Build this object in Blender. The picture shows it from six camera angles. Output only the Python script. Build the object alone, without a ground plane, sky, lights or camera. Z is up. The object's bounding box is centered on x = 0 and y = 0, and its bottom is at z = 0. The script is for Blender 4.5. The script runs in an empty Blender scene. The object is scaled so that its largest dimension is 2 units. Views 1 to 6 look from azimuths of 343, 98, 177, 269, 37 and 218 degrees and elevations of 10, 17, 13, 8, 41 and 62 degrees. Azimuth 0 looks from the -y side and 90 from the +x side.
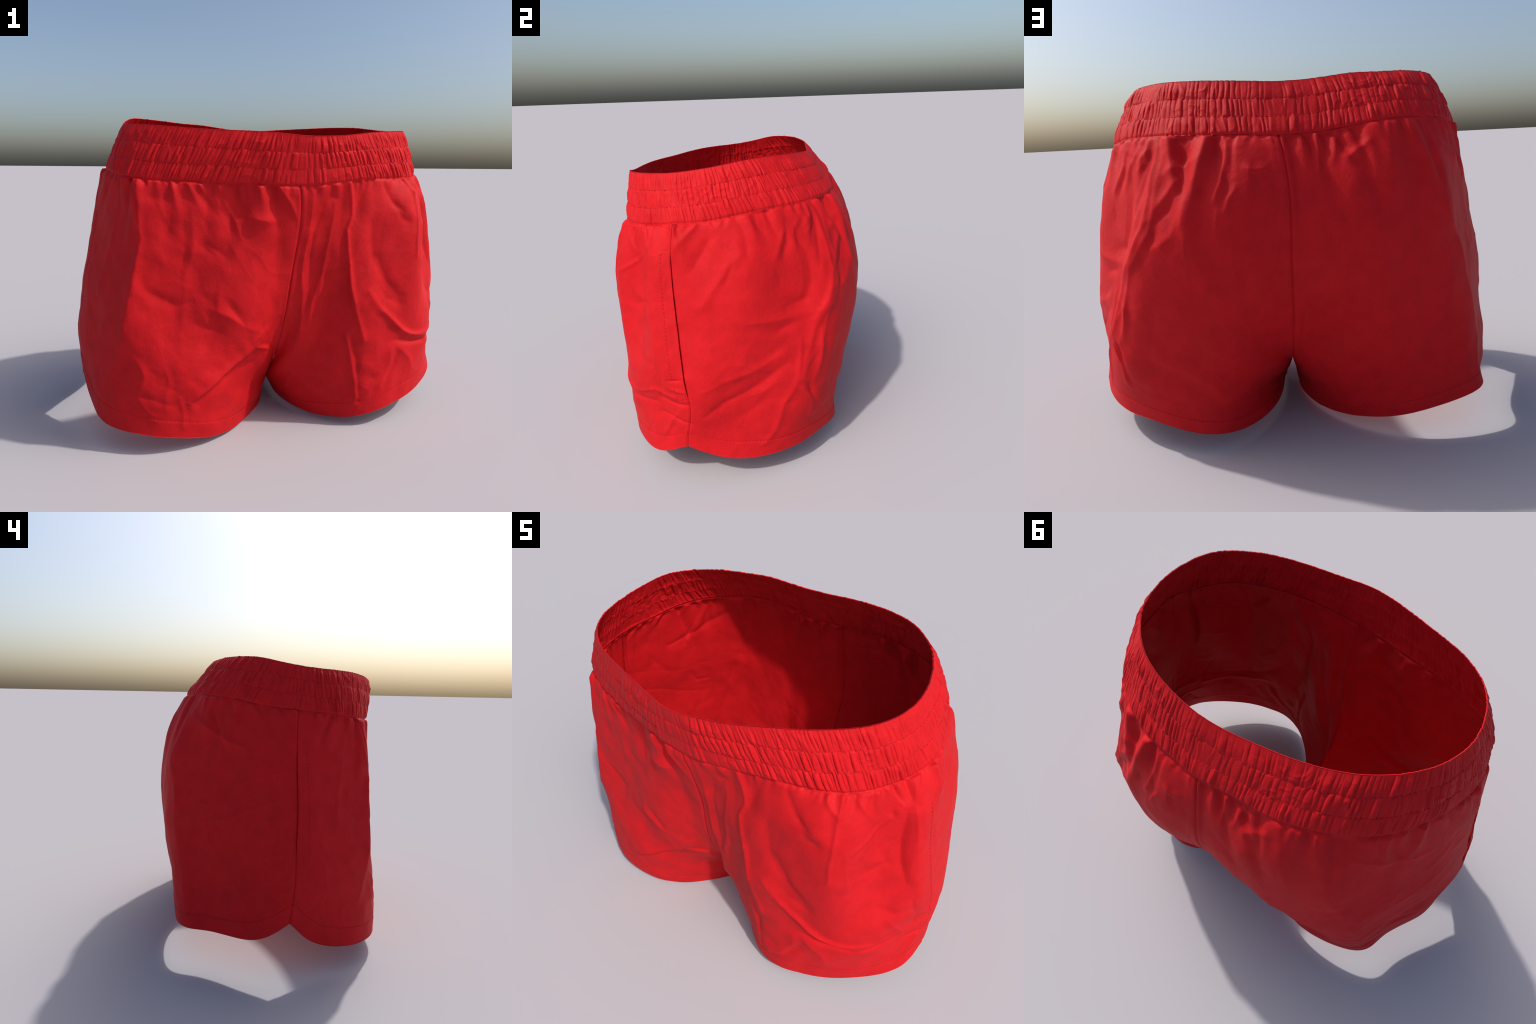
"""A pair of plain red woven summer shorts, worn on an invisible body.

The cloth is lofted through ten girth cross-sections (three on the elastic
waistband, the others from the band seam down to the hems).  Above the crotch a
cross-section is one loop round both hips; from the crotch down there is one
loop per leg.  u runs 0 (front centre seam / inseam) -> 0.5 (side seam) -> 1
(back centre seam / inseam) on each half; v runs down.  Folds, gathers,
stitch grooves and pocket lips are displacements along the surface normal.
"""
import bpy, math
import numpy as np

HALF = 16                 # control points from front centre to back centre
CROTCH = 7                # first cross-section that is split into two legs
SIDES = ("left", "right") # the wearer's left (+x) and right (-x)
CLOTH = 0.004             # thickness of the cloth

# ----------------------------------------------------------------- sections
def section(name, *points):
    return np.array(points, float)

SECTIONS = [
    section("waistband rim",
            (0.007, -0.655, 1.455), (0.129, -0.636, 1.457), (0.252, -0.609, 1.466), (0.370, -0.570, 1.481), (0.482, -0.524, 1.492), (0.580, -0.467, 1.500), (0.659, -0.400, 1.506),
            (0.711, -0.318, 1.510), (0.736, -0.222, 1.514), (0.736, -0.115, 1.525), (0.708, -0.004, 1.539), (0.656, 0.102, 1.555), (0.578, 0.196, 1.562), (0.478, 0.273, 1.561),
            (0.353, 0.324, 1.555), (0.213, 0.354, 1.547), (0.061, 0.359, 1.538), (-0.094, 0.344, 1.544), (-0.248, 0.323, 1.560), (-0.392, 0.283, 1.566), (-0.517, 0.223, 1.572),
            (-0.615, 0.144, 1.572), (-0.685, 0.053, 1.565), (-0.724, -0.047, 1.544), (-0.739, -0.151, 1.524), (-0.727, -0.257, 1.512), (-0.687, -0.362, 1.505), (-0.613, -0.451, 1.496),
            (-0.510, -0.518, 1.485), (-0.384, -0.564, 1.477), (-0.250, -0.602, 1.473), (-0.118, -0.637, 1.466)),
    section("waistband middle",
            (0.004, -0.638, 1.345), (0.154, -0.627, 1.351), (0.294, -0.601, 1.362), (0.423, -0.565, 1.373), (0.538, -0.520, 1.379), (0.632, -0.463, 1.385), (0.709, -0.393, 1.390),
            (0.760, -0.307, 1.397), (0.786, -0.206, 1.405), (0.783, -0.089, 1.416), (0.754, 0.036, 1.433), (0.695, 0.157, 1.448), (0.606, 0.262, 1.454), (0.493, 0.344, 1.453),
            (0.359, 0.397, 1.447), (0.212, 0.425, 1.439), (0.058, 0.432, 1.434), (-0.102, 0.421, 1.441), (-0.259, 0.404, 1.459), (-0.406, 0.368, 1.474), (-0.535, 0.308, 1.479),
            (-0.641, 0.219, 1.472), (-0.722, 0.110, 1.459), (-0.771, -0.013, 1.437), (-0.789, -0.144, 1.417), (-0.777, -0.269, 1.403), (-0.742, -0.373, 1.395), (-0.672, -0.450, 1.384),
            (-0.570, -0.508, 1.372), (-0.444, -0.555, 1.364), (-0.302, -0.595, 1.357), (-0.150, -0.627, 1.350)),
    section("band seam",
            (0.004, -0.625, 1.232), (0.179, -0.615, 1.244), (0.336, -0.590, 1.260), (0.475, -0.556, 1.265), (0.595, -0.516, 1.267), (0.682, -0.461, 1.268), (0.752, -0.380, 1.273),
            (0.801, -0.293, 1.283), (0.838, -0.189, 1.298), (0.824, -0.064, 1.302), (0.787, 0.072, 1.320), (0.720, 0.205, 1.336), (0.630, 0.327, 1.342), (0.506, 0.413, 1.344),
            (0.365, 0.472, 1.339), (0.212, 0.494, 1.335), (0.059, 0.504, 1.326), (-0.108, 0.486, 1.332), (-0.270, 0.480, 1.355), (-0.417, 0.442, 1.371), (-0.544, 0.381, 1.373),
            (-0.659, 0.290, 1.365), (-0.749, 0.160, 1.349), (-0.806, 0.024, 1.322), (-0.836, -0.138, 1.305), (-0.816, -0.284, 1.290), (-0.784, -0.373, 1.278), (-0.728, -0.445, 1.268),
            (-0.629, -0.496, 1.257), (-0.501, -0.538, 1.252), (-0.352, -0.570, 1.242), (-0.179, -0.603, 1.238)),
    section("upper hip",
            (0.024, -0.592, 1.057), (0.162, -0.581, 1.066), (0.298, -0.596, 1.076), (0.443, -0.593, 1.086), (0.594, -0.584, 1.101), (0.710, -0.519, 1.105), (0.783, -0.389, 1.111),
            (0.871, -0.318, 1.135), (0.892, -0.206, 1.147), (0.872, -0.044, 1.131), (0.845, 0.124, 1.130), (0.750, 0.280, 1.124), (0.640, 0.428, 1.105), (0.525, 0.526, 1.106),
            (0.379, 0.584, 1.104), (0.211, 0.619, 1.098), (0.032, 0.600, 1.086), (-0.141, 0.596, 1.095), (-0.313, 0.592, 1.100), (-0.475, 0.545, 1.088), (-0.603, 0.506, 1.087),
            (-0.693, 0.351, 1.122), (-0.785, 0.187, 1.135), (-0.859, 0.022, 1.139), (-0.885, -0.134, 1.135), (-0.853, -0.268, 1.123), (-0.788, -0.377, 1.112), (-0.736, -0.485, 1.106),
            (-0.637, -0.529, 1.091), (-0.488, -0.540, 1.074), (-0.325, -0.561, 1.062), (-0.151, -0.599, 1.055)),
    section("hip",
            (0.010, -0.553, 0.866), (0.130, -0.565, 0.872), (0.248, -0.595, 0.881), (0.393, -0.602, 0.893), (0.566, -0.588, 0.912), (0.712, -0.549, 0.925), (0.796, -0.397, 0.932),
            (0.908, -0.325, 0.949), (0.920, -0.197, 0.951), (0.914, -0.019, 0.948), (0.869, 0.167, 0.936), (0.751, 0.332, 0.910), (0.662, 0.501, 0.890), (0.529, 0.590, 0.880),
            (0.381, 0.635, 0.875), (0.200, 0.651, 0.854), (0.037, 0.614, 0.835), (-0.164, 0.622, 0.816), (-0.327, 0.616, 0.831), (-0.480, 0.576, 0.861), (-0.610, 0.528, 0.891),
            (-0.710, 0.396, 0.915), (-0.800, 0.220, 0.940), (-0.888, 0.040, 0.960), (-0.918, -0.138, 0.963), (-0.870, -0.267, 0.952), (-0.815, -0.392, 0.942), (-0.744, -0.493, 0.933),
            (-0.624, -0.540, 0.912), (-0.459, -0.544, 0.888), (-0.299, -0.588, 0.876), (-0.134, -0.577, 0.864)),
    section("seat",
            (-0.012, -0.523, 0.649), (0.105, -0.536, 0.654), (0.207, -0.553, 0.670), (0.338, -0.620, 0.694), (0.536, -0.596, 0.723), (0.716, -0.556, 0.742), (0.821, -0.412, 0.747),
            (0.940, -0.322, 0.760), (0.954, -0.180, 0.762), (0.940, 0.012, 0.761), (0.874, 0.203, 0.745), (0.767, 0.382, 0.714), (0.679, 0.514, 0.691), (0.501, 0.593, 0.652),
            (0.338, 0.619, 0.623), (0.186, 0.574, 0.605), (0.033, 0.529, 0.578), (-0.184, 0.532, 0.573), (-0.322, 0.595, 0.600), (-0.464, 0.580, 0.650), (-0.628, 0.547, 0.703),
            (-0.729, 0.438, 0.730), (-0.831, 0.256, 0.759), (-0.917, 0.064, 0.781), (-0.952, -0.142, 0.795), (-0.914, -0.276, 0.784), (-0.837, -0.414, 0.768), (-0.758, -0.514, 0.752),
            (-0.606, -0.535, 0.721), (-0.439, -0.571, 0.691), (-0.275, -0.598, 0.663), (-0.131, -0.559, 0.650)),
    section("thigh top",
            (-0.022, -0.386, 0.350), (0.015, -0.470, 0.374), (0.161, -0.529, 0.449), (0.324, -0.610, 0.505), (0.517, -0.594, 0.541), (0.706, -0.557, 0.564), (0.845, -0.450, 0.575),
            (0.946, -0.315, 0.580), (0.987, -0.160, 0.582), (0.955, 0.036, 0.584), (0.868, 0.236, 0.570), (0.782, 0.417, 0.543), (0.637, 0.526, 0.507), (0.460, 0.571, 0.457),
            (0.271, 0.532, 0.391), (0.107, 0.389, 0.342), (0.032, 0.291, 0.316), (-0.067, 0.386, 0.296), (-0.249, 0.508, 0.386), (-0.429, 0.562, 0.462), (-0.611, 0.541, 0.524),
            (-0.738, 0.463, 0.558), (-0.831, 0.273, 0.585), (-0.934, 0.070, 0.613), (-0.980, -0.137, 0.629), (-0.940, -0.289, 0.618), (-0.861, -0.432, 0.598), (-0.759, -0.541, 0.573),
            (-0.600, -0.566, 0.537), (-0.423, -0.588, 0.500), (-0.251, -0.562, 0.452), (-0.104, -0.469, 0.387)),
    {"left": section("crotch",
            (0.003, -0.131, 0.154), (0.010, -0.366, 0.223), (0.157, -0.520, 0.288), (0.330, -0.597, 0.339), (0.509, -0.600, 0.373), (0.690, -0.561, 0.399), (0.845, -0.457, 0.413),
            (0.934, -0.302, 0.420), (0.998, -0.140, 0.426), (0.939, 0.045, 0.428), (0.867, 0.267, 0.410), (0.757, 0.442, 0.384), (0.563, 0.525, 0.348), (0.371, 0.536, 0.287),
            (0.234, 0.418, 0.217), (0.098, 0.182, 0.175)),
     "right": section("crotch",
            (0.003, -0.131, 0.154), (-0.101, -0.350, 0.213), (-0.254, -0.514, 0.286), (-0.423, -0.607, 0.335), (-0.598, -0.603, 0.371), (-0.756, -0.553, 0.404), (-0.874, -0.439, 0.430),
            (-0.960, -0.296, 0.458), (-1.000, -0.134, 0.479), (-0.947, 0.073, 0.457), (-0.847, 0.282, 0.429), (-0.748, 0.469, 0.402), (-0.593, 0.517, 0.371), (-0.395, 0.522, 0.313),
            (-0.193, 0.429, 0.235), (-0.051, 0.216, 0.160))},
    {"left": section("short leg",
            (0.029, -0.169, 0.097), (0.063, -0.365, 0.123), (0.179, -0.501, 0.158), (0.330, -0.598, 0.194), (0.493, -0.611, 0.227), (0.671, -0.565, 0.253), (0.829, -0.461, 0.272),
            (0.940, -0.313, 0.284), (0.991, -0.161, 0.299), (0.939, 0.046, 0.281), (0.857, 0.281, 0.270), (0.695, 0.454, 0.254), (0.481, 0.526, 0.216), (0.295, 0.468, 0.169),
            (0.177, 0.286, 0.135), (0.073, 0.071, 0.111)),
     "right": section("short leg",
            (-0.018, -0.132, 0.081), (-0.118, -0.338, 0.113), (-0.267, -0.496, 0.150), (-0.430, -0.596, 0.189), (-0.603, -0.609, 0.226), (-0.764, -0.559, 0.254), (-0.886, -0.442, 0.271),
            (-0.954, -0.279, 0.284), (-0.990, -0.117, 0.306), (-0.965, 0.079, 0.298), (-0.860, 0.277, 0.295), (-0.774, 0.447, 0.281), (-0.590, 0.511, 0.249), (-0.374, 0.498, 0.196),
            (-0.170, 0.366, 0.134), (-0.045, 0.143, 0.089))},
    {"left": section("hem",
            (0.057, -0.208, 0.038), (0.113, -0.365, 0.025), (0.198, -0.489, 0.027), (0.332, -0.591, 0.050), (0.477, -0.616, 0.083), (0.651, -0.568, 0.108), (0.817, -0.467, 0.131),
            (0.954, -0.337, 0.151), (0.999, -0.168, 0.162), (0.963, 0.053, 0.132), (0.841, 0.290, 0.131), (0.631, 0.470, 0.129), (0.399, 0.522, 0.087), (0.212, 0.387, 0.054),
            (0.096, 0.168, 0.051), (0.060, -0.037, 0.052)),
     "right": section("hem",
            (-0.029, -0.140, 0.005), (-0.135, -0.327, 0.014), (-0.281, -0.480, 0.016), (-0.435, -0.579, 0.044), (-0.610, -0.606, 0.083), (-0.768, -0.561, 0.106), (-0.893, -0.442, 0.111),
            (-0.946, -0.263, 0.109), (-0.988, -0.095, 0.124), (-0.969, 0.082, 0.142), (-0.872, 0.272, 0.163), (-0.811, 0.425, 0.164), (-0.586, 0.501, 0.131), (-0.356, 0.474, 0.081),
            (-0.152, 0.303, 0.037), (-0.045, 0.073, 0.016))},
]

# scalloped notch in the hem at each side seam: depth (share of length), width in u
NOTCH = {"left": (0.07, 0.048), "right": (0.115, 0.05)}

# ------------------------------------------------------------------ splines
def spline(knots, t, closed):
    """cubic interpolation through an array of knots at parameters t"""
    n = len(knots)
    flat = knots.reshape(n, -1)
    A, B = np.zeros((n, n)), np.zeros((n, n))
    for i in range(n):
        if not closed and i in (0, n - 1):
            A[i, i] = 1
            A[i, 1 if i == 0 else n - 2] = -1
            continue
        A[i, i] += 4; A[i, (i - 1) % n] += 1; A[i, (i + 1) % n] += 1
        B[i, (i - 1) % n] += 6; B[i, i] -= 12; B[i, (i + 1) % n] += 6
    bend = np.linalg.solve(A, B @ flat)
    if closed:
        t = np.mod(t, n)
        i = np.minimum(np.floor(t).astype(int), n - 1)
        j = (i + 1) % n
    else:
        i = np.clip(np.floor(t).astype(int), 0, n - 2)
        j = i + 1
    f = (t - i)[:, None]
    g = 1 - f
    r = g * flat[i] + f * flat[j] + (g ** 3 - g) / 6 * bend[i] + (f ** 3 - f) / 6 * bend[j]
    return r.reshape((len(t),) + knots.shape[1:])

def girth(level, side, u):
    """points of one cross-section for parameters u of one half"""
    s = SECTIONS[level]
    if level < CROTCH:
        t = u * HALF if side == "left" else 2 * HALF - u * HALF
        return spline(s, t, True)
    return spline(s[side], u * HALF, True)

def notch_end(side, u):
    depth, width = NOTCH[side]
    return 1 - depth * np.exp(-np.abs((u - 0.5) / width) ** 1.15)

def base_body(side, u, v):
    """u: (n,), v: (n, m) shares of the way from band seam to hem -> (n, m, 3)"""
    rows = np.stack([girth(2 + k, side, u) for k in range(8)])      # 8, n, 3
    out = np.empty(v.shape + (3,))
    end = notch_end(side, u)
    n, m = v.shape
    A = np.eye(8); 
    basis_t = (v * end[:, None] * 7).ravel()
    W = spline(np.eye(8), basis_t, False).reshape(n, m, 8)
    P = np.einsum("nmk,knd->nmd", W, rows)
    # above the crotch both halves share one centre seam, in front and behind
    other = SIDES[1 - SIDES.index(side)]
    for c in (0.0, 1.0):
        near = np.where(np.abs(u - c) * U_METRES < 0.25)[0]
        if not len(near):
            continue
        tt = np.minimum((v * end[:, None] * 7)[near], CROTCH - 2).ravel()
        w8 = spline(np.eye(8), tt, False)
        ours, theirs = (w8 @ np.stack([girth(2 + k, q, np.array([c]))[0] for k in range(8)]) for q in (side, other))
        shift = ((theirs - ours) / 2).reshape(len(near), -1, 3)
        P[near] += shift * np.exp(-((u[near] - c) * U_METRES / 0.08) ** 2)[:, None, None]
    return P

def base_band(side, u, v):
    rows = np.stack([girth(k, side, u) for k in range(3)])
    W = spline(np.eye(3), v * 2, False)
    return np.einsum("mk,knd->nmd", W, rows)

# -------------------------------------------------------------------- noise
def noise(x, y, seed):
    """smooth value noise in -1..1"""
    rng = np.random.default_rng(seed)
    table = rng.uniform(-1, 1, (128, 128))
    i, j = np.floor(x).astype(int), np.floor(y).astype(int)
    f, g = x - i, y - j
    f, g = f * f * f * (f * (f * 6 - 15) + 10), g * g * g * (g * (g * 6 - 15) + 10)
    t = lambda a, b: table[a % 128, b % 128]
    return (t(i, j) * (1 - f) + t(i + 1, j) * f) * (1 - g) + (t(i, j + 1) * (1 - f) + t(i + 1, j + 1) * f) * g

def smooth(a, b, x):
    t = np.clip((x - a) / (b - a), 0, 1)
    return t * t * (3 - 2 * t)

def surface_normals(P, side):
    du, dv = np.gradient(P, axis=0), np.gradient(P, axis=1)
    n = np.cross(dv, du) if side == "left" else np.cross(du, dv)
    return n / (np.linalg.norm(n, axis=2, keepdims=True) + 1e-12)

# -------------------------------------------------------------------- folds
def fold(side, height_mm, width_mm, *path):
    """a ridge (height > 0) or a valley (< 0) along a path of (u, v) points"""
    return side, height_mm / 1000, width_mm / 1000, np.array(path, float)

FOLDS = [
    fold("right", 14, 28, (0.310, 0.013), (0.295, 0.094), (0.290, 0.225), (0.305, 0.419)),
    fold("right", 14, 32, (0.295, 0.269), (0.320, 0.494), (0.335, 0.625), (0.360, 0.775)),
    fold("right", -9, 40, (0.270, 0.069), (0.240, 0.069)),
    fold("right", -7, 30, (0.220, 0.131), (0.230, 0.188), (0.250, 0.238)),
    fold("right", -6, 26, (0.160, 0.119), (0.160, 0.175)),
    fold("right", -9, 45, (0.120, 0.106), (0.120, 0.194), (0.135, 0.256)),
    fold("right", 7, 24, (0.180, 0.100), (0.190, 0.225), (0.215, 0.363)),
    fold("right", -5, 22, (0.200, 0.150), (0.205, 0.250), (0.220, 0.350)),
    fold("right", 6, 18, (0.140, 0.006), (0.135, 0.081)),
    fold("right", 8, 30, (0.090, 0.113), (0.055, 0.125)),
    fold("right", 8, 28, (0.105, 0.138), (0.070, 0.125), (0.040, 0.131)),
    fold("right", -10, 42, (0.050, 0.044), (0.035, 0.081), (0.025, 0.119)),
    fold("right", -6, 22, (0.175, 0.225), (0.160, 0.256)),
    fold("right", 10, 26, (0.175, 0.438), (0.145, 0.450), (0.110, 0.488), (0.085, 0.494)),
    fold("right", -12, 38, (0.200, 0.506), (0.170, 0.513), (0.195, 0.594)),
    fold("right", 10, 20, (0.060, 0.494), (0.110, 0.575), (0.160, 0.681), (0.205, 0.794), (0.220, 0.844)),
    fold("right", -8, 26, (0.075, 0.581), (0.125, 0.656), (0.170, 0.738), (0.205, 0.831)),
    fold("right", 6, 24, (0.215, 0.381), (0.225, 0.469), (0.235, 0.606)),
    fold("right", 6, 14, (0.235, 0.800), (0.230, 0.875), (0.230, 0.950)),
    fold("right", -5, 40, (0.285, 0.706), (0.265, 0.725)),
    fold("right", -6, 26, (0.315, 0.819), (0.280, 0.831), (0.250, 0.844)),
    fold("right", -6, 26, (0.255, 0.438), (0.235, 0.444), (0.205, 0.419)),
    fold("right", 6, 20, (0.155, 0.363), (0.165, 0.431)),
    fold("right", -4, 12, (0.080, 0.537), (0.050, 0.537)),
    fold("right", -7, 30, (0.280, 0.413), (0.250, 0.431)),
    fold("left", 11, 13, (0.100, 0.006), (0.110, 0.069), (0.120, 0.131), (0.115, 0.181), (0.130, 0.256), (0.155, 0.344), (0.180, 0.444)),
    fold("left", 11, 14, (0.145, 0.306), (0.165, 0.394), (0.180, 0.456), (0.195, 0.544), (0.205, 0.619)),
    fold("left", -3, 30, (0.085, 0.094), (0.100, 0.206), (0.135, 0.350), (0.155, 0.463)),
    fold("left", -3, 34, (0.130, 0.325), (0.155, 0.438), (0.170, 0.519)),
    fold("left", 9, 15, (0.170, 0.569), (0.180, 0.681), (0.190, 0.825), (0.195, 0.900)),
    fold("left", -7, 14, (0.180, 0.581), (0.190, 0.694), (0.195, 0.825), (0.200, 0.925)),
    fold("left", 8, 22, (0.070, 0.075), (0.080, 0.206), (0.080, 0.344), (0.080, 0.425)),
    fold("left", 7, 22, (0.080, 0.319), (0.070, 0.381), (0.065, 0.431), (0.085, 0.500)),
    fold("left", -6, 20, (0.045, 0.088), (0.035, 0.188), (0.040, 0.281), (0.050, 0.425)),
    fold("left", 8, 22, (0.025, 0.013), (0.020, 0.100), (0.020, 0.244), (0.025, 0.381)),
    fold("left", 6, 18, (0.025, 0.338), (0.040, 0.438), (0.065, 0.506)),
    fold("left", -9, 24, (0.185, 0.019), (0.210, 0.094), (0.240, 0.163), (0.265, 0.188)),
    fold("left", -9, 28, (0.170, 0.163), (0.195, 0.294), (0.230, 0.400), (0.265, 0.494)),
    fold("left", 10, 16, (0.205, 0.419), (0.235, 0.513), (0.265, 0.588), (0.295, 0.650), (0.350, 0.700)),
    fold("left", -9, 16, (0.270, 0.663), (0.300, 0.694), (0.340, 0.719)),
    fold("left", -8, 24, (0.220, 0.400), (0.245, 0.469), (0.270, 0.513)),
    fold("left", 7, 18, (0.280, 0.706), (0.310, 0.794), (0.320, 0.850)),
    fold("left", 8, 22, (0.260, 0.688), (0.260, 0.756), (0.245, 0.869)),
    fold("left", -7, 20, (0.275, 0.725), (0.270, 0.800), (0.255, 0.869)),
    fold("left", -7, 30, (0.215, 0.794), (0.230, 0.831)),
    fold("left", -5, 24, (0.200, 0.644), (0.195, 0.700)),
    fold("left", -8, 28, (0.065, 0.050), (0.075, 0.062)),
    fold("left", 6, 14, (0.375, 0.000), (0.410, 0.088), (0.315, 0.206), (0.320, 0.363)),
    fold("left", -11, 30, (0.575, 0.013), (0.575, 0.062), (0.550, 0.138), (0.535, 0.194)),
    fold("left", -7, 20, (0.635, 0.031), (0.635, 0.081), (0.630, 0.131)),
    fold("left", -7, 16, (0.655, 0.019), (0.670, 0.062)),
    fold("left", 9, 16, (0.715, 0.031), (0.710, 0.069), (0.695, 0.106), (0.680, 0.144)),
    fold("left", -9, 20, (0.735, 0.056), (0.730, 0.094), (0.740, 0.138)),
    fold("left", 9, 14, (0.780, 0.006), (0.775, 0.056), (0.755, 0.081)),
    fold("left", -9, 18, (0.790, 0.050), (0.770, 0.113), (0.750, 0.181)),
    fold("left", 8, 18, (0.815, 0.044), (0.800, 0.113), (0.795, 0.175), (0.785, 0.225), (0.745, 0.331), (0.720, 0.475), (0.705, 0.588)),
    fold("left", 7, 18, (0.725, 0.413), (0.715, 0.519), (0.690, 0.619)),
    fold("left", -12, 26, (0.735, 0.156), (0.725, 0.225), (0.705, 0.294)),
    fold("left", -7, 20, (0.675, 0.188), (0.675, 0.231)),
    fold("left", 8, 24, (0.620, 0.125), (0.595, 0.169), (0.565, 0.250), (0.545, 0.312)),
    fold("left", -6, 16, (0.605, 0.150), (0.585, 0.225)),
    fold("left", -8, 26, (0.715, 0.281), (0.675, 0.312)),
    fold("left", 7, 22, (0.685, 0.344), (0.645, 0.356), (0.605, 0.369)),
    fold("left", -8, 22, (0.680, 0.363), (0.645, 0.400)),
    fold("left", -9, 30, (0.655, 0.444), (0.620, 0.519)),
    fold("left", -10, 22, (0.650, 0.531), (0.610, 0.606), (0.580, 0.663), (0.550, 0.713), (0.525, 0.788)),
    fold("left", 8, 24, (0.645, 0.494), (0.595, 0.562), (0.555, 0.600), (0.525, 0.650)),
    fold("left", 10, 14, (0.660, 0.600), (0.630, 0.713), (0.615, 0.863), (0.600, 0.938)),
    fold("left", -9, 18, (0.680, 0.625), (0.680, 0.788)),
    fold("left", 7, 10, (0.680, 0.438), (0.675, 0.500), (0.665, 0.588)),
    fold("left", -6, 24, (0.605, 0.694), (0.575, 0.781)),
    fold("left", 8, 26, (0.440, 0.025), (0.435, 0.100), (0.440, 0.256)),
    fold("left", -7, 22, (0.345, 0.031), (0.365, 0.206), (0.385, 0.319)),
    fold("left", -8, 16, (0.390, 0.000), (0.405, 0.069)),
    fold("left", -7, 16, (0.430, 0.488), (0.450, 0.594), (0.440, 0.700)),
    fold("left", 7, 14, (0.395, 0.562), (0.425, 0.675), (0.430, 0.763)),
    fold("left", -9, 14, (0.435, 0.688), (0.470, 0.713), (0.495, 0.731)),
    fold("left", -7, 12, (0.435, 0.769), (0.465, 0.788), (0.500, 0.850)),
    fold("left", -7, 8, (0.470, 0.600), (0.495, 0.606)),
    fold("left", 7, 14, (0.465, 0.631), (0.495, 0.663)),
    fold("left", 7, 16, (0.465, 0.794), (0.455, 0.881)),
    fold("left", 9, 16, (0.755, 0.025), (0.730, 0.069), (0.720, 0.119)),
    fold("left", -9, 18, (0.715, 0.050), (0.710, 0.100), (0.690, 0.150)),
    fold("left", -10, 22, (0.785, 0.038), (0.765, 0.081), (0.755, 0.125)),
    fold("left", 10, 16, (0.780, 0.031), (0.755, 0.062)),
    fold("left", 9, 18, (0.800, 0.025), (0.790, 0.081), (0.785, 0.138), (0.775, 0.194)),
    fold("left", 12, 18, (0.780, 0.194), (0.765, 0.231), (0.745, 0.294), (0.715, 0.363)),
    fold("left", 10, 24, (0.765, 0.244), (0.745, 0.312), (0.710, 0.394), (0.685, 0.513), (0.670, 0.600)),
    fold("left", 9, 12, (0.665, 0.638), (0.680, 0.706), (0.670, 0.831)),
    fold("left", -8, 12, (0.680, 0.631), (0.685, 0.719)),
    fold("left", 9, 18, (0.845, 0.100), (0.820, 0.138), (0.800, 0.169)),
    fold("left", -9, 24, (0.845, 0.125), (0.825, 0.169), (0.795, 0.200)),
    fold("left", 7, 18, (0.870, 0.056), (0.835, 0.075), (0.815, 0.088)),
    fold("left", -8, 26, (0.855, 0.031), (0.835, 0.050)),
    fold("left", 9, 22, (0.875, 0.013), (0.875, 0.050), (0.865, 0.106), (0.855, 0.163), (0.850, 0.200)),
    fold("left", 10, 16, (0.915, 0.013), (0.915, 0.056), (0.910, 0.106), (0.900, 0.144)),
    fold("left", -8, 18, (0.925, 0.025), (0.925, 0.081)),
    fold("left", -8, 18, (0.885, 0.100), (0.880, 0.131)),
    fold("left", 8, 14, (0.930, 0.119), (0.920, 0.144), (0.915, 0.169)),
    fold("left", 8, 12, (0.970, 0.075), (0.955, 0.081), (0.945, 0.075)),
    fold("left", 7, 18, (0.950, 0.075), (0.950, 0.113)),
    fold("left", -7, 30, (0.900, 0.013), (0.900, 0.056)),
    fold("left", -7, 22, (0.960, 0.081), (0.955, 0.113)),
    fold("left", -10, 30, (0.800, 0.219), (0.785, 0.269)),
    fold("left", 7, 22, (0.840, 0.194), (0.830, 0.231), (0.785, 0.269)),
    fold("left", 5, 30, (0.850, 0.525), (0.815, 0.719)),
    fold("left", 5, 22, (0.915, 0.294), (0.915, 0.406), (0.915, 0.438)),
    fold("left", -5, 24, (0.780, 0.444), (0.740, 0.638)),
    fold("left", 6, 22, (0.890, 0.650), (0.840, 0.744), (0.785, 0.825)),
    fold("left", -7, 24, (0.985, 0.013), (0.990, 0.056)),
    fold("right", 9, 13, (0.945, 0.006), (0.950, 0.050), (0.955, 0.088)),
    fold("right", -7, 16, (0.955, 0.019), (0.960, 0.056)),
    fold("right", 9, 16, (0.915, 0.013), (0.930, 0.069)),
    fold("right", -7, 20, (0.935, 0.025), (0.940, 0.069)),
    fold("right", 10, 14, (0.875, 0.038), (0.895, 0.056), (0.910, 0.069)),
    fold("right", -8, 20, (0.900, 0.056), (0.910, 0.031)),
    fold("right", 5, 18, (0.850, 0.062), (0.845, 0.119), (0.835, 0.181)),
    fold("right", 5, 22, (0.875, 0.062), (0.880, 0.119), (0.895, 0.169)),
    fold("right", -5, 22, (0.965, 0.144), (0.940, 0.169), (0.925, 0.194)),
    fold("right", -4, 14, (0.865, 0.144), (0.880, 0.163)),
    fold("right", 8, 14, (0.730, 0.050), (0.660, 0.113), (0.600, 0.163)),
    fold("right", 6, 30, (0.780, 0.044), (0.765, 0.131), (0.740, 0.238)),
    fold("right", 8, 30, (0.735, 0.250), (0.710, 0.394)),
    fold("right", 8, 30, (0.720, 0.312), (0.705, 0.456), (0.670, 0.669), (0.665, 0.825)),
    fold("right", -5, 14, (0.985, 0.406), (0.985, 0.469)),
    fold("right", 7, 18, (0.995, 0.444), (0.990, 0.438)),
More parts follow.
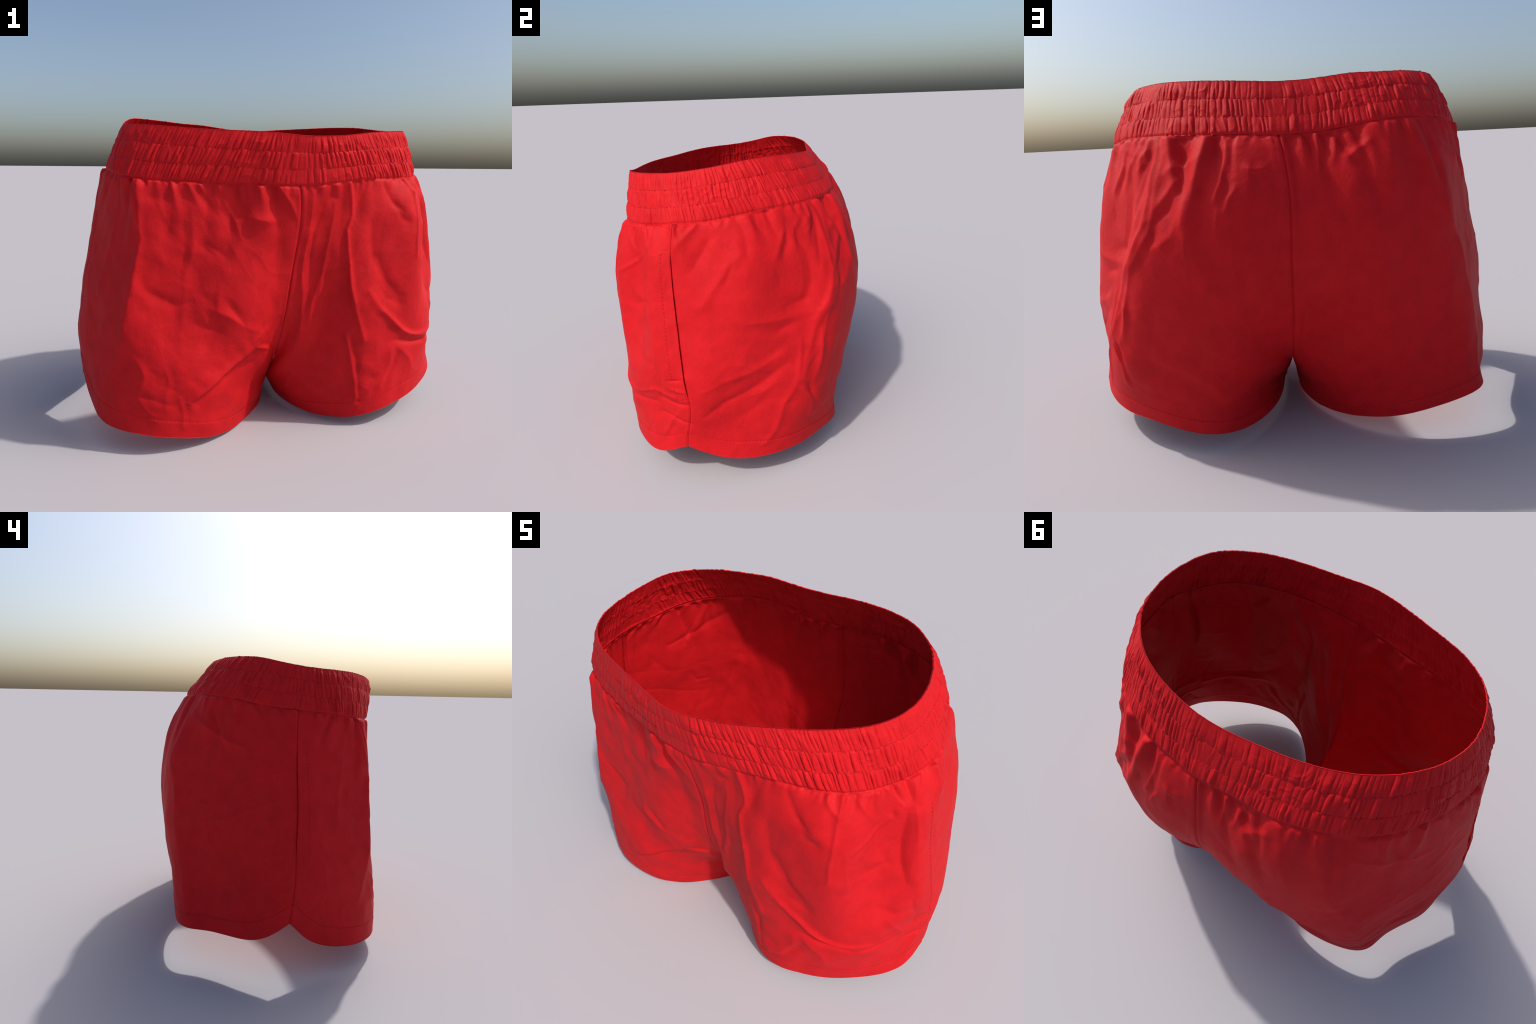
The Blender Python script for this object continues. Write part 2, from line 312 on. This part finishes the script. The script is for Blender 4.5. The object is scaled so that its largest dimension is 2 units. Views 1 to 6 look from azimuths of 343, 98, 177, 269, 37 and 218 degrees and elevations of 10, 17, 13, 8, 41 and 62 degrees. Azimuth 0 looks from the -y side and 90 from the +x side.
    fold("right", -8, 14, (0.695, 0.013), (0.665, 0.075), (0.640, 0.144), (0.635, 0.181)),
    fold("right", 8, 20, (0.675, 0.013), (0.650, 0.094), (0.625, 0.169)),
    fold("right", -8, 10, (0.640, 0.006), (0.630, 0.044)),
    fold("right", -7, 10, (0.635, 0.106), (0.635, 0.156)),
    fold("right", 6, 26, (0.620, 0.225), (0.605, 0.325)),
    fold("right", 5, 14, (0.665, 0.325), (0.660, 0.369), (0.640, 0.381), (0.630, 0.331)),
    fold("right", 5, 22, (0.555, 0.194), (0.585, 0.300)),
    fold("right", -5, 20, (0.555, 0.150), (0.555, 0.231)),
    fold("right", 7, 22, (0.420, 0.031), (0.435, 0.125)),
    fold("right", 6, 30, (0.375, 0.106), (0.395, 0.288), (0.415, 0.481)),
    fold("right", -5, 24, (0.425, 0.075), (0.440, 0.156)),
    fold("right", 9, 18, (0.320, 0.019), (0.310, 0.119), (0.300, 0.206)),
    fold("right", -6, 24, (0.620, 0.738), (0.590, 0.788)),
    fold("right", -6, 20, (0.480, 0.875), (0.435, 0.819)),
    fold("right", 6, 22, (0.675, 0.719), (0.680, 0.931)),
    fold("right", 5, 20, (0.580, 0.750), (0.565, 0.850)),
    fold("left", 8, 9, (0.285, 0.019), (0.285, 0.088), (0.290, 0.200), (0.290, 0.325)),
    fold("left", -14, 30, (0.415, 0.113), (0.405, 0.219), (0.405, 0.312), (0.415, 0.394)),
    fold("left", -8, 28, (0.380, 0.500), (0.405, 0.537), (0.430, 0.537)),
    fold("left", 8, 14, (0.235, 0.513), (0.280, 0.625), (0.315, 0.669), (0.345, 0.681), (0.385, 0.688), (0.430, 0.650), (0.475, 0.681)),
    fold("left", -8, 16, (0.280, 0.663), (0.315, 0.700), (0.350, 0.725), (0.385, 0.725), (0.425, 0.719)),
    fold("left", -9, 18, (0.205, 0.300), (0.235, 0.394), (0.265, 0.475)),
    fold("left", -7, 16, (0.215, 0.100), (0.240, 0.138)),
    fold("left", 7, 12, (0.315, 0.019), (0.335, 0.069), (0.355, 0.119)),
    fold("left", 7, 12, (0.255, 0.019), (0.270, 0.050), (0.285, 0.069)),
    fold("left", -7, 20, (0.385, 0.100), (0.390, 0.125)),
    fold("left", -6, 20, (0.340, 0.250), (0.350, 0.325), (0.385, 0.312)),
    fold("left", -6, 24, (0.255, 0.831), (0.270, 0.750)),
    fold("right", 9, 14, (0.035, 0.013), (0.020, 0.069), (0.010, 0.119)),
    fold("right", -8, 20, (0.035, 0.081), (0.020, 0.113)),
    fold("right", 7, 16, (0.125, 0.062), (0.110, 0.125), (0.105, 0.194)),
    fold("right", -7, 22, (0.165, 0.219), (0.140, 0.256)),
    fold("right", -9, 24, (0.140, 0.419), (0.110, 0.494)),
    fold("right", 9, 12, (0.220, 0.825), (0.150, 0.656), (0.095, 0.525), (0.065, 0.488)),
    fold("right", 8, 8, (0.090, 0.550), (0.050, 0.550)),
    fold("right", -6, 14, (0.210, 0.819), (0.150, 0.688), (0.100, 0.575)),
]

U_METRES, V_METRES = 2.15, 1.18      # nominal size of one half of the cloth

def fold_relief(side, u, v):
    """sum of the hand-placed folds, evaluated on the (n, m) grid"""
    out = np.zeros_like(v)
    uu = np.repeat(u[:, None], v.shape[1], 1)
    wob = noise(uu * 14, v * 9, 77) * 0.003
    x = (uu + wob) * U_METRES
    y = (v + noise(uu * 12, v * 11, 78) * 0.003) * V_METRES
    for s, height, width, path in FOLDS:
        if s != side:
            continue
        width = max(width * FOLD_WIDTH, 0.007)
        p = path * (U_METRES, V_METRES)
        lo, hi = p.min(0) - 3.2 * width, p.max(0) + 3.2 * width
        m = (x > lo[0]) & (x < hi[0]) & (y > lo[1]) & (y < hi[1])
        if not m.any():
            continue
        px, py = x[m], y[m]
        best = np.full(px.shape, 1e9)
        along = np.zeros(px.shape)
        lengths = np.linalg.norm(np.diff(p, axis=0), axis=1)
        total, run = lengths.sum() + 1e-9, 0.0
        for a, b, length in zip(p[:-1], p[1:], lengths):
            d = b - a
            t = np.clip(((px - a[0]) * d[0] + (py - a[1]) * d[1]) / (d @ d + 1e-12), 0, 1)
            q = (px - a[0] - t * d[0]) ** 2 + (py - a[1] - t * d[1]) ** 2
            better = q < best
            best[better] = q[better]
            along[better] = (run + t[better] * length) / total
            run += length
        taper = 0.35 + 0.65 * np.sin(np.pi * (0.1 + 0.8 * along)) ** 0.8
        dist = np.sqrt(best) / width
        profile = np.exp(-dist ** 1.5)
        out[m] += FOLD_HEIGHT * height * taper * profile
    return out

FOLD_WIDTH, FOLD_HEIGHT = 0.82, 0.88

def gather_relief(side, u, v):
    """short puckers hanging from the band seam, fading as they run down"""
    rng = np.random.default_rng(11 if side == "left" else 12)
    out = np.zeros_like(v)
    x = u[:, None] * U_METRES
    y = v * V_METRES
    pos = 0.02
    while pos < U_METRES - 0.02:
        reach = rng.choice([0.04, 0.08, 0.15, 0.26], p=[0.4, 0.28, 0.2, 0.12]) * rng.uniform(0.7, 1.3)
        lean = rng.normal(0, 0.25)
        width = rng.uniform(0.006, 0.010) + 0.035 * reach
        height = rng.uniform(0.3, 1.0) * (0.0085 + 0.034 * reach) * rng.choice([1, -1], p=[0.45, 0.55])
        grow = width * (1 + 1.2 * y / reach)
        d = (x - pos - lean * y) / grow
        out += height * np.exp(-np.abs(d) ** 1.8) * np.exp(-(y / reach) ** 1.6) * smooth(-0.001, 0.006, y)
        pos += rng.uniform(0.012, 0.036)
    return out

# ------------------------------------------------------------- relief fields
def hem_share(P):
    """share of the way down at which the hem stitching runs, for each column"""
    seg = np.linalg.norm(np.diff(P, axis=1), axis=2)
    return 1 - 0.098 / seg.sum(1)

PUFF = {"left": 0.002, "right": 0.004}      # the cloth stands off just below the waistband
POCKET = {"left": (0.12, 0.70, 0.0045), "right": (0.155, 0.665, 0.0035)}   # top, bottom, lip

def body_relief(side, u, v, hem_line):
    x, y = u[:, None] * U_METRES + 0 * v, v * V_METRES
    seed = 100 if side == "left" else 200
    r = fold_relief(side, u, v) + gather_relief(side, u, v)
    crumple = smooth(0.02, 0.15, v) * (1 - 0.5 * smooth(0.9, 1.0, v))
    front = 1 - smooth(0.40, 0.55, u[:, None])
    r += 0.0022 * noise(x * 5, y * 3.2, seed + 1) * crumple
    flank = 1 - 0.45 * np.exp(-((u[:, None] - 0.5) / 0.14) ** 2)
    r += 0.0052 * flank * noise(x * 11 + 0.6 * noise(x * 4, y * 4, seed + 9), y * 8, seed + 2) * crumple * (0.7 + 0.3 * front)
    r += 0.0021 * noise(x * 24, y * 18, seed + 3) * crumple * (0.7 + 0.3 * front)
    r += 0.0042 * (1 - front) * crumple * noise(x * 9 + 0.8 * noise(x * 3, y * 3, seed + 21), y * 1.8, seed + 20)
    # sharp little creases, here and there, and loose waves in the seat
    wx, wy = x + 0.03 * noise(x * 6, y * 6, seed + 30), y + 0.03 * noise(x * 6, y * 6, seed + 31)
    for a, b, tall, tag in ((8, 2.2, 0.0042, 32), (5, 7, 0.0016, 33), (15, 5, 0.0013, 34)):
        ridge = (1 - np.abs(noise(wx * a + wy * 2.5, wy * b - wx * 1.5, seed + tag))) ** 3.5
        r += tall * (1.5 - 0.5 * front) * ridge * crumple * smooth(-0.15, 0.5, noise(x * 3.1, y * 3.1, seed + tag + 5))
    r *= smooth(0.0, 0.03, np.minimum(u, 1 - u) * U_METRES)[:, None]     # panels meet flush on the centre seams
    # cloth is drawn in just under the waistband, puffs out below it
    corner = PUFF[side] * smooth(0.08, 0.2, u) * (1 - smooth(0.5, 0.62, u)) + 0.003
    r += corner[:, None] * smooth(0.0, 0.035, y) * np.exp(-np.maximum(y - 0.035, 0) / 0.06) * (0.55 + 0.6 * noise(x * 9, y * 3, seed + 8))
    r = np.where(y < 0, 0, r * smooth(-0.001, 0.007, y)) - 0.004 * np.exp(-(y / 0.008) ** 2) - 0.0022 * smooth(-0.0005, -0.006, y)
    # hem: doubled cloth below the stitch line, groove on it
    below = y - hem_line[:, None] * V_METRES
    ripple = 0.5 + 0.5 * noise(x * 12, y * 4, seed + 5)
    r += 0.0009 * smooth(-0.006, 0.008, below)
    r += -0.0024 * ripple * np.exp(-(below / 0.0055) ** 2)
    # seam grooves: centre seams and inseam, side seam
    for c in (0.0, 1.0):
        d = (u[:, None] - c) * U_METRES
        r += -0.0055 * np.exp(-(d / 0.0032) ** 2) + 0.0012 * np.exp(-((np.abs(d) - 0.013) / 0.007) ** 2)
    return r

def side_relief(side, u, v, front):
    """the seam and pocket opening where front and back panel meet at u = 0.5"""
    top, bottom, lip = POCKET[side]
    d = np.abs(u[:, None] - 0.5) * U_METRES
    opening = smooth(top, top + 0.07, v) * (1 - smooth(bottom - 0.05, bottom, v))
    lip = lip * (0.75 + 0.45 * noise(v * 9, 0 * v, 91))
    bulge = np.sin(np.pi * np.clip((v - top) / (bottom - top), 0, 1)) ** 0.7
    groove = -0.003 * np.exp(-(d / 0.0045) ** 2)
    if front:
        r = groove * (1 - opening) + 0.0022 * np.exp(-((d - 0.004) / 0.009) ** 2) * smooth(0, 0.02, v) + lip * opening * bulge * np.exp(-(d / 0.06) ** 2)
        r += 0.0015 * opening * (1 - smooth(0.04, 0.05, d))
        r += -0.0014 * opening * np.exp(-((d - 0.045) / 0.005) ** 2)
        for end in (top, bottom):       # bar tacks across the pocket ends
            r += -0.0012 * np.exp(-((v - end) * V_METRES / 0.006) ** 2) * (1 - smooth(0.05, 0.07, d))
        return r
    under = smooth(0.001, -0.004, (u[:, None] - 0.5) * U_METRES)
    dip = -0.001 * opening * np.exp(-(d / 0.05) ** 2)
    return groove + dip - under * (CLOTH + 0.0012)

def band_relief(side, u, v):
    """three elastic channels, each gathered into its own row of pleats"""
    rng = np.random.default_rng(31 if side == "left" else 32)
    n, m = len(u), len(v)
    x = u[:, None] * U_METRES * 0.9
    length = U_METRES * 0.9
    V = np.repeat(v[None, :], n, 0)
    out = np.zeros((n, m))
    edges = (0.0, 0.34, 0.67, 1.0)
    base = []
    p = 0.008
    while p < length:
        base.append(p)
        p += np.clip(rng.lognormal(math.log(0.0205), 0.42), 0.008, 0.036)
    base = np.array(base)
    for c in range(3):
        a, b = edges[c], edges[c + 1]
        rows = np.where((v >= a - 1e-9) & (v <= b + 1e-9))[0]
        t = (v[rows] - a) / (b - a)
        # crease lines of this channel: mostly shared with its neighbours, some of its own
        lines = base[rng.random(len(base)) < 0.88] + 0
        lines = lines + rng.normal(0, 0.003, len(lines))
        lines = np.sort(np.concatenate([[-0.02], lines, rng.uniform(0, length, int(len(base) * 0.3)), [length + 0.02]]))
        lines = lines[np.concatenate([[True], np.diff(lines) > 0.007])]
        gaps = np.diff(lines)
        lines = np.sort(np.concatenate([lines, (lines[:-1] + gaps * rng.uniform(0.4, 0.6, len(gaps)))[gaps > 0.03]]))
        k = len(lines)
        lean = 0.006 * noise(lines * 4, 0 * lines, 61 + c) + rng.normal(0, 0.0015, k)
        if c == 2:
            lean = lean + 0.012 * smooth(0.1, 0.5, noise(lines * 1.7, 0 * lines, 71))
        bow = rng.normal(0, 0.0016, k)
        high = rng.uniform(0.1, 1.0, k)
        fade_from = rng.uniform(-0.6, 0.9, k)       # some creases exist in half the channel only
        flip = rng.random(k) < 0.5
        puff = np.sin(np.pi * t) ** 0.4
        for r, tt in zip(rows, t):
            at = np.maximum.accumulate(lines + lean * (tt - 0.5) + bow * math.sin(math.pi * tt) + 1e-5 * np.arange(k))
            cell = np.clip(np.searchsorted(at, x[:, 0]) - 1, 0, k - 2)
            wide = at[cell + 1] - at[cell]
            s = (x[:, 0] - at[cell]) / np.maximum(wide, 1e-4)
            tall = np.minimum(0.0095, 0.36 * wide) * high[cell]
            h = tall * (1 - np.abs(2 * s - 1) ** 2.2) ** 0.75
            d = np.where(s < 0.5, s, 1 - s) * wide
            edge = np.where(s < 0.5, cell, cell + 1)
            q = np.where(flip[edge], 1 - tt, tt)
            shown = 1 - smooth(fade_from[edge] + 0.6, fade_from[edge] + 0.9, q)
            h -= 0.0026 * shown * np.exp(-(d / 0.0028) ** 2)
            squeeze = 0.56 + 0.50 * math.sin(math.pi * tt) ** 0.55
            out[:, r] = h * (squeeze if (c or tt > 0.5) else 0.9)
        out[:, rows] += (0.0014 * np.sin(np.pi * t) ** 0.7)[None, :]
    X, Y = x + 0 * V, V * 0.22
    out += 0.0025 * noise(X * 14, Y * 12, 51) 
    warp = X + 0.012 * noise(X * 9, Y * 14, 54)
    out *= 0.75 + 0.35 * noise(X * 20, Y * 15, 55)
    for pitch, tall, tag in ((30, 0.0048, 56), (55, 0.0026, 57)):      # sharp little puckers
        n1 = noise(warp * pitch, Y * 13 + 3 * noise(X * 6, Y * 5, tag + 10), tag)
        out += tall * ((1 - np.abs(n1)) ** 2.2 - 0.4) * (0.65 + 0.35 * noise(X * 11, Y * 9, tag + 20))
    for e in edges[1:3]:
        out += -0.0009 * (0.6 + 0.4 * noise(X * 40, Y, 53)) * np.exp(-((V - e) * 0.24 / 0.004) ** 2)
    out *= (0.4 + 0.6 * smooth(0, 0.16, V)) * (1 - 0.5 * smooth(0.93, 1.0, V))
    out += -0.004 * np.exp(-((V - 1) * 0.24 / 0.006) ** 2)
    return out

# ----------------------------------------------------------------- materials
def cloth_material():
    mat = bpy.data.materials.new("red_woven_cloth")
    mat.use_nodes = True
    nt = mat.node_tree
    nt.nodes.clear()
    N = lambda kind, **kw: _set(nt.nodes.new(kind), kw)
    def _set(node, kw):
        for k, val in kw.items():
            setattr(node, k, val)
        return node
    link = nt.links.new
    out, bsdf = N("ShaderNodeOutputMaterial"), N("ShaderNodeBsdfPrincipled")
    coord = N("ShaderNodeTexCoord")
    # broad soft mottling, slightly darker patches in the red
    broad = N("ShaderNodeTexNoise"); broad.inputs["Scale"].default_value = 14
    broad.inputs["Detail"].default_value = 5
    ramp = N("ShaderNodeValToRGB")
    ramp.color_ramp.elements[0].position, ramp.color_ramp.elements[0].color = 0.30, (*COLOUR_DEEP, 1)
    ramp.color_ramp.elements[1].position, ramp.color_ramp.elements[1].color = 0.62, (*COLOUR, 1)
    # fine thread grain
    grain = N("ShaderNodeTexNoise"); grain.inputs["Scale"].default_value = 260
    grain.inputs["Detail"].default_value = 3
    mix = N("ShaderNodeMix", data_type="RGBA", blend_type="MULTIPLY")
    mix.inputs["Factor"].default_value = 0.4
    gramp = N("ShaderNodeValToRGB")
    gramp.color_ramp.elements[0].position, gramp.color_ramp.elements[0].color = 0.25, (0.55, 0.5, 0.5, 1)
    gramp.color_ramp.elements[1].position, gramp.color_ramp.elements[1].color = 0.7, (1, 1, 1, 1)
    # weave and lint as bump
    stretch = N("ShaderNodeMapping"); stretch.inputs["Scale"].default_value = (1, 1, 0.35)
    weave = N("ShaderNodeTexNoise"); weave.inputs["Scale"].default_value = 420
    weave.inputs["Detail"].default_value = 2
    soft = N("ShaderNodeTexNoise"); soft.inputs["Scale"].default_value = 38
    soft.inputs["Detail"].default_value = 4
    b1, b2 = N("ShaderNodeBump"), N("ShaderNodeBump")
    b1.inputs["Strength"].default_value, b1.inputs["Distance"].default_value = 0.35, 0.005
    b2.inputs["Strength"].default_value, b2.inputs["Distance"].default_value = 0.45, 0.0015
    for t in (broad, grain, soft):
        link(coord.outputs["Object"], t.inputs["Vector"])
    link(coord.outputs["Object"], stretch.inputs["Vector"])
    link(stretch.outputs["Vector"], weave.inputs["Vector"])
    link(broad.outputs["Fac"], ramp.inputs["Fac"])
    link(grain.outputs["Fac"], gramp.inputs["Fac"])
    link(ramp.outputs["Color"], mix.inputs["A"])
    link(gramp.outputs["Color"], mix.inputs["B"])
    link(mix.outputs["Result"], bsdf.inputs["Base Color"])
    link(soft.outputs["Fac"], b1.inputs["Height"])
    link(weave.outputs["Fac"], b2.inputs["Height"])
    link(b1.outputs["Normal"], b2.inputs["Normal"])
    link(b2.outputs["Normal"], bsdf.inputs["Normal"])
    bsdf.inputs["Roughness"].default_value = 0.62
    bsdf.inputs["Specular IOR Level"].default_value = 0.115
    link(bsdf.outputs["BSDF"], out.inputs["Surface"])
    return mat

def thread_material():
    mat = bpy.data.materials.new("red_thread")
    mat.use_nodes = True
    nt = mat.node_tree
    bsdf = nt.nodes["Principled BSDF"]
    coord, tex, ramp = (nt.nodes.new(k) for k in ("ShaderNodeTexCoord", "ShaderNodeTexNoise", "ShaderNodeValToRGB"))
    tex.inputs["Scale"].default_value = 90
    ramp.color_ramp.elements[0].color = (*[c * 0.45 for c in COLOUR], 1)
    ramp.color_ramp.elements[1].color = (*[c * 0.8 for c in COLOUR], 1)
    nt.links.new(coord.outputs["Object"], tex.inputs["Vector"])
    nt.links.new(tex.outputs["Fac"], ramp.inputs["Fac"])
    nt.links.new(ramp.outputs["Color"], bsdf.inputs["Base Color"])
    bsdf.inputs["Roughness"].default_value = 0.7
    bsdf.inputs["Specular IOR Level"].default_value = 0.115
    return mat

COLOUR = (0.565, 0.0088, 0.0132)
COLOUR_DEEP = (0.500, 0.0076, 0.0115)

# -------------------------------------------------------------------- meshes
def cloth_mesh(name, P, nrm, side, thickness, material, parent, rims):
    """closed sheet of cloth from an outer grid: outer face, inner face, rounded rims.
    rims: which of the edges 'u0', 'u1', 'v0', 'v1' are free edges of the cloth"""
    n, m = P.shape[:2]
    inner = P - nrm * thickness
    verts = [P.reshape(-1, 3), inner.reshape(-1, 3)]
    k = np.arange(n * m).reshape(n, m)
    quads = []
    a, b, c, d = k[:-1, :-1], k[:-1, 1:], k[1:, 1:], k[1:, :-1]
    flip = side == "right"
    outer = np.stack([a, b, c, d], -1).reshape(-1, 4)
    if flip:
        outer = outer[:, ::-1]
    quads.append(outer)
    quads.append(outer[:, ::-1] + n * m)
    count = 2 * n * m
    edges = {"u0": (k[0, :], P[0] - P[1]), "u1": (k[-1, :], P[-1] - P[-2]),
             "v0": (k[:, 0], P[:, 0] - P[:, 1]), "v1": (k[:, -1], P[:, -1] - P[:, -2])}
    for e in rims:
        ids, away = edges[e]
        away = away / (np.linalg.norm(away, axis=1, keepdims=True) + 1e-9)
        mid = (P.reshape(-1, 3)[ids] + inner.reshape(-1, 3)[ids]) / 2 + away * thickness * 0.4
        mids = np.arange(count, count + len(ids))
        count += len(ids)
        verts.append(mid)
        for x, y in ((ids, mids), (mids, ids + n * m)):
            q = np.stack([x[:-1], x[1:], y[1:], y[:-1]], -1)
            if (e in ("u1", "v0")) != flip:
                q = q[:, ::-1]
            quads.append(q if e not in ("v0", "v1") else q)
    verts, quads = np.concatenate(verts), np.concatenate(quads)
    me = bpy.data.meshes.new(name)
    me.vertices.add(len(verts))
    me.vertices.foreach_set("co", verts.astype(np.float32).ravel())
    me.loops.add(quads.size)
    me.loops.foreach_set("vertex_index", quads.astype(np.int32).ravel())
    me.polygons.add(len(quads))
    me.polygons.foreach_set("loop_start", np.arange(0, quads.size, 4, dtype=np.int32))
    me.update(calc_edges=True)
    me.validate()
    me.polygons.foreach_set("use_smooth", np.ones(len(me.polygons), bool))
    me.materials.append(material)
    ob = bpy.data.objects.new(name, me)
    bpy.context.collection.objects.link(ob)
    ob.parent = parent
    return ob

def stitches(name, lines, material, parent, length, gap, radius):
    """rows of short thread capsules lying along polylines (points, normals)"""
    verts, faces, count = [], [], 0
    ring = 6
    profile = ((-0.5, 0.25), (-0.36, 0.85), (0.0, 1.0), (0.36, 0.85), (0.5, 0.25))
    rng = np.random.default_rng(5)
    for pts, nrm in lines:
        step = np.linalg.norm(np.diff(pts, axis=0), axis=1)
        s = np.concatenate([[0], np.cumsum(step)])
        pos = gap
        while pos < s[-1] - length:
            c = np.array([np.interp(pos + length / 2, s, pts[:, q]) for q in range(3)])
            e = np.array([np.interp(pos + length, s, pts[:, q]) for q in range(3)])
            b = np.array([np.interp(pos, s, pts[:, q]) for q in range(3)])
            w = np.array([np.interp(pos + length / 2, s, nrm[:, q]) for q in range(3)])
            ax = (e - b) / (np.linalg.norm(e - b) + 1e-9)
            side = np.cross(ax, w); side /= np.linalg.norm(side) + 1e-9
            w = np.cross(side, ax)
            start = count
            for t, r in profile:
                for q in range(ring):
                    ang = 2 * math.pi * q / ring
                    verts.append(c + ax * t * length + radius * r * (math.cos(ang) * side + math.sin(ang) * w))
                    count += 1
            for i in range(len(profile) - 1):
                for q in range(ring):
                    a, d = start + i * ring + q, start + i * ring + (q + 1) % ring
                    faces.append((a, d, d + ring, a + ring))
            faces.append(tuple(start + q for q in range(ring))[::-1])
            faces.append(tuple(start + (len(profile) - 1) * ring + q for q in range(ring)))
            pos += (length + gap) * rng.uniform(0.92, 1.08)
    me = bpy.data.meshes.new(name)
    me.from_pydata([tuple(v) for v in verts], [], faces)
    me.polygons.foreach_set("use_smooth", np.ones(len(me.polygons), bool))
    me.materials.append(material)
    ob = bpy.data.objects.new(name, me)
    bpy.context.collection.objects.link(ob)
    ob.parent = parent
    ob["kind"] = "stuff"
    return ob

# --------------------------------------------------------------------- build
def spaced(a, b, n):
    return np.linspace(a, b, n)

def tight(a, b, n):
    """columns closer together towards both seams"""
    s = np.linspace(0, 1, n)
    return a + (b - a) * (s - 0.62 * np.sin(2 * np.pi * s) / (2 * np.pi))

def build():
    root = bpy.data.objects.new("shorts", None)
    bpy.context.collection.objects.link(root)
    root["label"] = "plain red woven shorts with gathered elastic waistband and side pockets"
    root["category"] = "shorts"
    cloth, thread = cloth_material(), thread_material()
    band_rows, hem_rows, panel_u, panel_rows = 72, 26, 310, 270

    band_lines, hem_lines, pocket_lines, centre_lines = [], [], [], []

    # waistband: one closed loop made of both halves
    halves = []
    for side in SIDES:
        u = spaced(0, 1, 1001)
        v = spaced(0, 1, band_rows)
        P = base_band(side, u, v)
        nrm = surface_normals(P, side)
        halves.append((P, nrm, band_relief(side, u, v)))
    loop_P = np.concatenate([halves[0][0], halves[1][0][::-1][1:]])
    loop_r = np.concatenate([halves[0][2], halves[1][2][::-1][1:]])
    # let the relief run through the two joins without a jump
    k = 25
    for join in (0, 1000):
        w = np.clip(1 - np.abs(np.arange(-k, k + 1)) / k, 0, 1)[:, None] ** 2
        ids = (np.arange(join - k, join + k + 1)) % (len(loop_P) - 1)
        mean = (loop_r[ids] * w).sum(0) / w.sum()
        loop_r[ids] = loop_r[ids] * (1 - w) + mean * w
    loop_r[-1] = loop_r[0]
    nrm = surface_normals(loop_P, "left")
    nrm[0] = nrm[-1] = (nrm[0] + nrm[-1]) / 2
    P = loop_P + nrm * loop_r[..., None]
    dn = surface_normals(P, "left")
    dn[0] = dn[-1] = (dn[0] + dn[-1]) / 2
    ob = cloth_mesh("waistband", P, dn, "left", CLOTH, cloth, root, ("v0", "v1"))
    import bmesh
    bm = bmesh.new(); bm.from_mesh(ob.data)
    bmesh.ops.remove_doubles(bm, verts=[q for q in bm.verts], dist=1e-6)
    bm.to_mesh(ob.data); bm.free()
    for share in (0.34, 0.67):
        j = int(round(share * (band_rows - 1)))
        band_lines.append((P[:, j] + dn[:, j] * 0.0002, dn[:, j]))

    for side in SIDES:
        u_all = spaced(0, 1, 241)
        coarse = base_body(side, u_all, np.repeat(spaced(0, 1, 60)[None], 241, 0))
        share = hem_share(coarse)
        for front in (True, False):
            allowance = 0.022 / U_METRES
            if front:
                u = tight(0.0, 0.5, panel_u)
            else:
                u = np.concatenate([spaced(0.5 - allowance, 0.5 - 0.0005, 10), tight(0.5, 1.0, panel_u)])
            cut = np.interp(u, u_all, share)
            top = -0.007 + (cut[:, None] + 0.007) * spaced(0, 1, panel_rows)[None, :]
            low = cut[:, None] + (1 - cut[:, None]) * spaced(0, 1, hem_rows)[None, 1:]
            v = np.concatenate([top, low], 1)
            # one extra column beyond each edge, so that neighbours share their normals
            ue = np.concatenate([[2 * u[0] - u[1]], u, [2 * u[-1] - u[-2]]])
            P0 = base_body(side, ue, np.concatenate([v[:1], v, v[-1:]]))
            n0 = surface_normals(P0, side)[1:-1]
            P0 = P0[1:-1]
            relief = body_relief(side, u, v, cut) + side_relief(side, u, v, front)
            # the top edge is tucked behind the band
            P = P0 + n0 * relief[..., None]
            dn = surface_normals(P, side)
            edge = smooth(0.004, 0.03, np.minimum(u, 1 - u) * U_METRES)[:, None, None]
            dn = dn * edge + n0 * (1 - edge)
            dn /= np.linalg.norm(dn, axis=2, keepdims=True)
            j = panel_rows - 1
            rims = ("u0", "u1")
            cloth_mesh("front_panel" if front else "back_panel", P[:, :j + 1], dn[:, :j + 1], side, CLOTH, cloth, root, rims + ("v0",))
            cloth_mesh("hem", P[:, j:], dn[:, j:], side, CLOTH, cloth, root, rims + ("v1",))
            keep = slice(0, None) if front else slice(10, None)
            hem_lines.append((P[keep, j] + dn[keep, j] * 0.0003, dn[keep, j]))
            if front:
                topv, bottomv, lip = POCKET[side]
                i = int(np.argmin(np.abs((0.5 - u) * U_METRES - 0.045)))
                rows = np.where((v[i] > topv) & (v[i] < bottomv))[0]
                pocket_lines.append((P[i, rows] + dn[i, rows] * 0.0003, dn[i, rows]))
    stitches("stitching", band_lines, thread, root, 0.011, 0.008, 0.0015)
    stitches("stitching", hem_lines, thread, root, 0.010, 0.008, 0.0014)
    stitches("stitching", pocket_lines, thread, root, 0.010, 0.008, 0.0014)

build()
